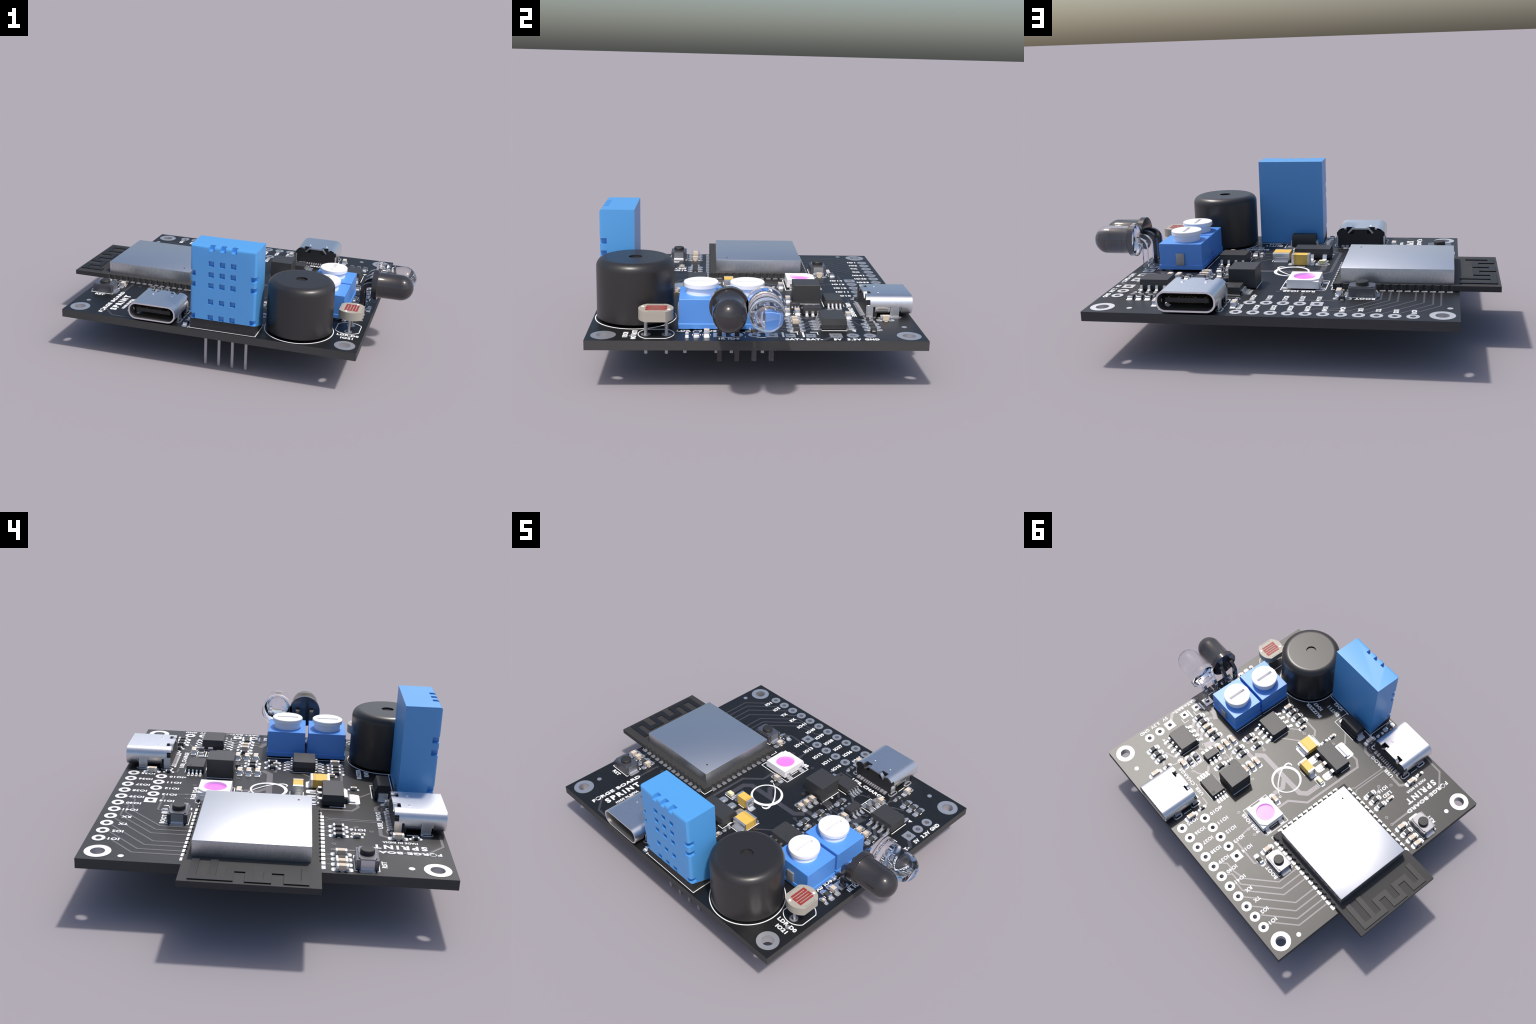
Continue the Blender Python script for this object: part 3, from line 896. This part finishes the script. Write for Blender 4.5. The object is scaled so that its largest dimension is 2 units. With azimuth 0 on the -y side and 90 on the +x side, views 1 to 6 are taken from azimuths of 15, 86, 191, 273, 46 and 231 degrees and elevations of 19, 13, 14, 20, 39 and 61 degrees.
# ------------------------------------------------------------------ copper, silkscreen
def traces():
    W1, W2 = 0.28, 0.5
    T = [(W1, (-24.85, 11.4), (-24.85, 18.05), (-21.3, 21.6), (-21.1, 22.6)),
         (W1, (-23.69, 11.4), (-23.69, 17.5), (-18.9, 22.29)),
         (W1, (-22.36, 11.4), (-22.36, 16.75), (-16.6, 22.5)),
         (W1, (-21.08, 11.4), (-21.08, 15.8), (-14.1, 22.7)),
         (W1, (-18.53, 11.4), (-18.53, 16.5), (-13.05, 22.0), (-11.3, 22.0), (-10.95, 22.6)),
         (W1, (-17.26, 11.4), (-17.26, 16.1), (-11.85, 21.5), (-9.2, 21.5), (-8.6, 22.6)),
         (W1, (-15.98, 11.4), (-15.98, 15.67), (-11.3, 20.35), (-8.9, 20.95), (-6.95, 20.95), (-6.1, 21.8), (-5.9, 22.6)),
         (0.34, (-3.77, 12.0), (-3.77, 13.48)), (0.34, (-3.77, 13.48), (-4.14, 16.4), (-4.55, 16.85), (-10.1, 16.95), (-10.4, 16.6)),
         (1.0, (8.4, 2.3), (7.1, 0.95), (-3.95, 0.72), (-5.02, -0.4), (-5.05, -3.3)),
         (0.9, (0.75, 0.9), (-0.92, 2.55), (-0.85, 4.8)),
         (0.48, (-3.8, 6.9), (-3.86, 3.6), (-6.55, 0.85), (-6.75, -12.1), (-5.3, -13.1), (-2.4, -12.9)),
         (0.2, (-10.14, -16.9), (-9.98, -8.53), (-9.58, -8.0)), (0.2, (-10.67, -16.9), (-10.5, -8.54), (-10.88, -8.0)),
         (0.6, (26.95, 3.6), (26.95, 9.65), (25.5, 11.0)),
         (0.55, (22.5, 7.3), (21.05, 8.75)), (0.55, (20.95, 7.3), (19.5, 8.75)), (0.55, (19.5, 7.4), (18.25, 8.75)),
         (1.3, (16.5, 9.0), (16.1, 7.3)), (0.9, (16.1, 7.3), (14.9, 7.0)), (0.25, (12.5, 6.75), (10.7, 6.7)),
         (0.3, (11.75, 5.6), (11.3, 6.3), (10.7, 6.2)), (0.8, (9.9, 3.15), (7.9, 3.05)),
         (1.0, (24.6, 4.0), (23.3, 2.7), (21.4, 2.7), (20.2, 3.4)),
         (0.3, (9.1, -0.1), (8.1, 0.1)), (0.42, (8.5, -11.0), (5.2, -10.95), (4.2, -9.95)), (0.3, (8.2, -4.3), (5.0, -7.2)),
         (0.28, (8.8, -7.2), (7.4, -8.6)), (0.24, (6.9, -8.7), (6.0, -8.72)),
         (0.55, (-4.15, -17.6), (-4.1, -16.6), (-5.0, -15.8), (-6.2, -15.75), (-6.7, -16.9)), (0.22, (-4.6, -17.3), (-4.9, -16.75), (-5.9, -16.65)),
         (0.55, (-12.9, -15.9), (-14.0, -15.85), (-15.1, -15.85), (-15.9, -17.2)), (0.24, (-13.0, -17.0), (-13.4, -16.75), (-14.7, -16.95)),
         (0.38, (-13.95, -24.3), (-17.85, -24.25), (-20.3, -21.8), (-20.5, -18.6), (-20.5, -8.95)),
         (0.24, (-13.95, -10.9), (-12.75, -12.45)), (0.34, (0.8, -15.4), (-1.1, -13.6)),
         (0.3, (20.2, 16.1), (18.2, 15.3), (18.15, 14.4)), (0.3, (18.0, 18.1), (18.9, 17.4)),
         (0.3, (17.5, 17.2), (16.8, 16.3), (16.7, 15.6), (17.2, 14.9)), (0.3, (13.3, 14.1), (12.3, 13.85), (11.1, 12.95)),
         (0.45, (11.1, 12.1), (12.3, 11.1)), (0.25, (7.3, 16.3), (5.7, 16.35), (5.44, 17.0)), (0.45, (8.3, 11.3), (9.6, 10.1)),
         (0.24, (-13.0, -8.9), (-13.0, -8.0)), (0.24, (-14.6, -8.9), (-14.6, -8.0)), (0.24, (-16.1, -8.9), (-16.1, -8.0)),
         (0.24, (-22.1, -9.0), (-22.1, -8.0)), (0.24, (-23.5, -9.0), (-23.5, -8.0)), (0.24, (-25.0, -9.0), (-25.0, -8.0)),
         (0.24, (15.3, 9.28), (16.4, 10.1)), (0.24, (21.9, 4.9), (21.05, 4.0)), (0.24, (22.7, 4.9), (22.5, 4.0)),
         (0.24, (16.7, 4.9), (16.1, 4.9)), (0.3, (11.4, -8.9), (10.6, -8.1)), (0.24, (22.2, -13.2), (20.2, -13.4))]
    p = Part()
    for i, (w, *pts) in enumerate(T):
        p.strip(pts, w, -0.02, 0.016 + 0.0015 * (i % 9), TRACE)
    V = [(-3.83, 13.48), (-5.48, 13.23), (0.19, 12.73), (4.31, 6.07), (21.06, 4.01), (22.45, 3.9), (16.06, 4.93), (11.51, 1.63), (8.09, 0.14),
         (11.58, 7.41), (16.43, 10.12), (16.92, 8.96), (8.95, 3.21), (5.99, -8.73), (-14.0, -14.58), (-14.04, -15.87), (-18.73, -9.09),
         (-20.48, -8.9), (-12.67, -12.49), (0.43, -11.81), (13.2, 14.29), (14.3, 15.6), (26.9, 3.5), (26.9, -0.4)]
    for i, (x, y) in enumerate(V):
        p.ring(x, y, 0.15, 0.33, -0.02, 0.034 + 0.001 * (i % 5), TRACE, 20)
        p.lathe([(0.0, 0.022), (0.15, 0.02)], MASK, n=12, centre=(x, y, 0))
    o = place("copper_trace", p.mesh("copper_trace"))
    o["kind"] = "stuff"

def lands():
    p = Part()
    for i, (cx, cy, w, h, r) in enumerate(PADS):
        p.prism(rrect(cx, cy, w, h, r), -0.02, 0.046 + 0.0015 * (i % 7), PAD)
    for i, l in enumerate(LANDS):
        if l == "tri": continue
        if isinstance(l, tuple):
            o, q = l
            bm, k, n = p.bm, p.mi(PAD), len(o)
            rows = [[bm.verts.new((*a, z)) for a in c] for c, z in ((q, -0.02), (o, -0.02), (o, 0.05), (q, 0.05))]
            for s in range(4):
                for a in range(n):
                    b = (a + 1) % n
                    bm.faces.new((rows[s][a], rows[s][b], rows[(s + 1) % 4][b], rows[(s + 1) % 4][a])).material_index = k
            p.prism(q, -0.02, 0.012, HOLE)
        else:
            p.prism(l, -0.02, 0.04, PAD)
    o = place("solder_pad", p.mesh("solder_pad"))
    o["kind"] = "stuff"

def text(t, y0, y1, base, cap, along="y", bold=0.042, space=1.12):
    """label whose glyph box runs y0..y1 along the reading direction; base = baseline coordinate, cap height"""
    cu = bpy.data.curves.new("label", "FONT")
    cu.body, cu.size, cu.offset = t, 1.0, bold
    cu.resolution_u = 3
    cu.space_character = space
    cu.extrude = 0.01
    o = bpy.data.objects.new("label", cu)
    bpy.context.collection.objects.link(o)
    bpy.context.view_layer.update()
    me = bpy.data.meshes.new_from_object(o.evaluated_get(bpy.context.evaluated_depsgraph_get()))
    bpy.data.objects.remove(o)
    xs = [v.co.x for v in me.vertices]
    x0, x1 = min(xs), max(xs)
    capH = 0.70 + 2 * bold
    for v in me.vertices:
        a = y0 + (v.co.x - x0) / (x1 - x0) * (y1 - y0)
        b = (v.co.y + bold) / capH * cap
        z = 0.045 if v.co.z > 0 else -0.02
        x, y = (base - b, a) if along == "y" else (a, base + b)
        v.co = Vector((x, y, z)) * S
    me.materials.clear(); me.materials.append(SILK)
    place("silkscreen_label", me)

def labels():
    for i, x in enumerate(IO_LOW):
        t = ["IO35", "IO36", "IO37", "IO38", "IO39", "IO40", "IO41", "RX", "TX", "IO2", "IO1"][i]
        w = {2: 1.42, 3: 1.6, 4: 2.27}[len(t)]
        y0 = {"RX": 20.28, "TX": 20.25, "IO1": 20.45, "IO2": 20.4}.get(t, 19.82)
        text(t, y0, y0 + w, x - 2.1 + 2.1 + (0.36 if i > 6 else 0.37) - (0.08 if i > 6 else 0), 0.78)
    for i, x in enumerate(IO_UP):
        text("IO1%d" % i, 15.0, 17.27, x + 0.40 if i else 3.72, 0.78)
    LANDS.append(circ(3.40, 14.72, 0.2, 16))
    text("GND", 15.6, 17.78, 27.12, 0.78); text("3.3V", 13.0, 15.1, 27.16, 0.78); text("5V", 11.0, 12.2, 27.16, 0.78)
    text("BAT-", 6.98, 9.4, 27.2, 0.78); text("BAT+", 3.9, 6.6, 27.2, 0.78)
    text("BOOT", -15.15, -12.1, 15.18, 0.78, "x"); text("RGB IO48", -5.62, -0.6, 11.97, 0.78, "x")
    text("USB_CHARGE", 7.72, 15.4, 15.58, 0.76, "x"); text("USB_PROG", -12.78, -6.75, -16.38, 0.78, "x")
    text("BUZZER", 6.93, 11.36, -14.3, 0.78, "x"); text("IO47", 8.15, 10.45, -15.6, 0.78, "x")
    text("DHT11", 4.9, 8.0, -17.36, 0.78, "x"); text("IO42", 5.4, 7.75, -18.86, 0.75, "x")
    text("RST", -25.32, -23.44, -15.98, 0.74, "x")
    text("F", -23.72, -23.12, -20.12, 0.8); text("RGE BOARD", -21.9, -13.02, -20.12, 0.8)
    text("SPRINT", -21.95, -14.42, -18.2, 1.3, bold=0.045, space=1.4); text("MADE IN INDIA", -20.82, -15.88, -17.0, 0.58)
    text("LED", -13.6, -11.55, -14.65, 0.78); text("IO16", -13.75, -11.45, -13.28, 0.78)
    text("LDR A0 IO8", -11.99, -6.06, 23.35, 0.78); text("IR IO9", -5.8, -2.75, 26.95, 0.8)
    text("LDR D0", 22.9, 26.82, -18.5, 0.78, "x"); text("IO21", 23.75, 26.0, -19.75, 0.78, "x")
    # orbit ring in the word, and the ring emblem in the middle of the board
    silk(0.09, *circ(-20.52, -22.5, 0.45, 32), closed=True)
    silk(0.16, *[(-20.52 + 0.33 * math.cos(a * 0.25), -22.5 + 0.4 * math.sin(a * 0.25)) for a in range(-2, 6)])
    p = Part()
    n = 96
    o, q = circ(0.05, 0.83, 3.02, n), circ(-0.09, 0.94, 2.60, n)
    rows = [[p.bm.verts.new((*a, z)) for a in c] for c, z in ((q, -0.02), (o, -0.02), (o, 0.052), (q, 0.052))]
    k = p.mi(SILK)
    for s in range(4):
        for a in range(n):
            b = (a + 1) % n
            p.bm.faces.new((rows[s][a], rows[s][b], rows[(s + 1) % 4][b], rows[(s + 1) % 4][a])).material_index = k
    C = [(1.63, -1.94, .06), (2.0, -2.06, .2), (2.31, -2.0, .34), (2.62, -1.8, .38), (2.78, -1.4, .36), (2.68, -0.9, .34), (2.55, -0.4, .32), (2.39, 0.04, .3), (2.1, .57, .28),
         (1.77, 1.1, .26), (1.3, 1.68, .24), (0.86, 2.15, .23), (0.4, 2.65, .22), (-0.1, 3.1, .2), (-0.6, 3.5, .17), (-1.1, 3.8, .14), (-1.77, 4.14, .08)]
    lo, hi = [], []
    for i, (x, y, w) in enumerate(C):
        a, b = C[max(0, i - 1)], C[min(len(C) - 1, i + 1)]
        d = Vector((b[0] - a[0], b[1] - a[1])).normalized()
        lo.append((x - d.y * w / 2, y + d.x * w / 2)); hi.append((x + d.y * w / 2, y - d.x * w / 2))
    p.prism(lo + hi[::-1], -0.02, 0.056, SILK)
    p.ring(-2.2, 4.25, 0.14, 0.26, -0.02, 0.05, SILK, 20)
    place("ring_emblem", p.mesh("ring_emblem"))

def silkscreen():
    # BAT pad brackets and bars, pin-one marks
    for y in (4.8, 7.82):
        silk(0.13, (23.45, y + 0.05), (23.45, y + 1.12), (24.6, y + 1.12))
        silk(0.3, (23.55, y - 1.08), (25.7, y - 1.08))
    p = Part()
    for i, (w, pts, closed) in enumerate(STROKES):
        p.strip(list(pts), w, -0.02, 0.041 + 0.0015 * (i % 8), SILK, closed=closed)
    for (x, y), d in (((22.7, 14.6), (1, 1)), ((8.2, -7.55), (-1, -1)), ((-26.6, -7.6), (-1, 0))):
        p.prism([(x, y - 0.28), (x + 0.35 * d[0] + 0.1, y + 0.3), (x - 0.3, y + 0.3)], -0.02, 0.05, SILK)
    o = place("silkscreen_line", p.mesh("silkscreen_line"))
    o["kind"] = "stuff"

board(); module(); humidity_sensor(); buzzer(); trimmers(); infrared(); photocell()
usb(); buttons(); rgb(); chips(); passives(); small_leds(); labels(); traces(); lands(); silkscreen()
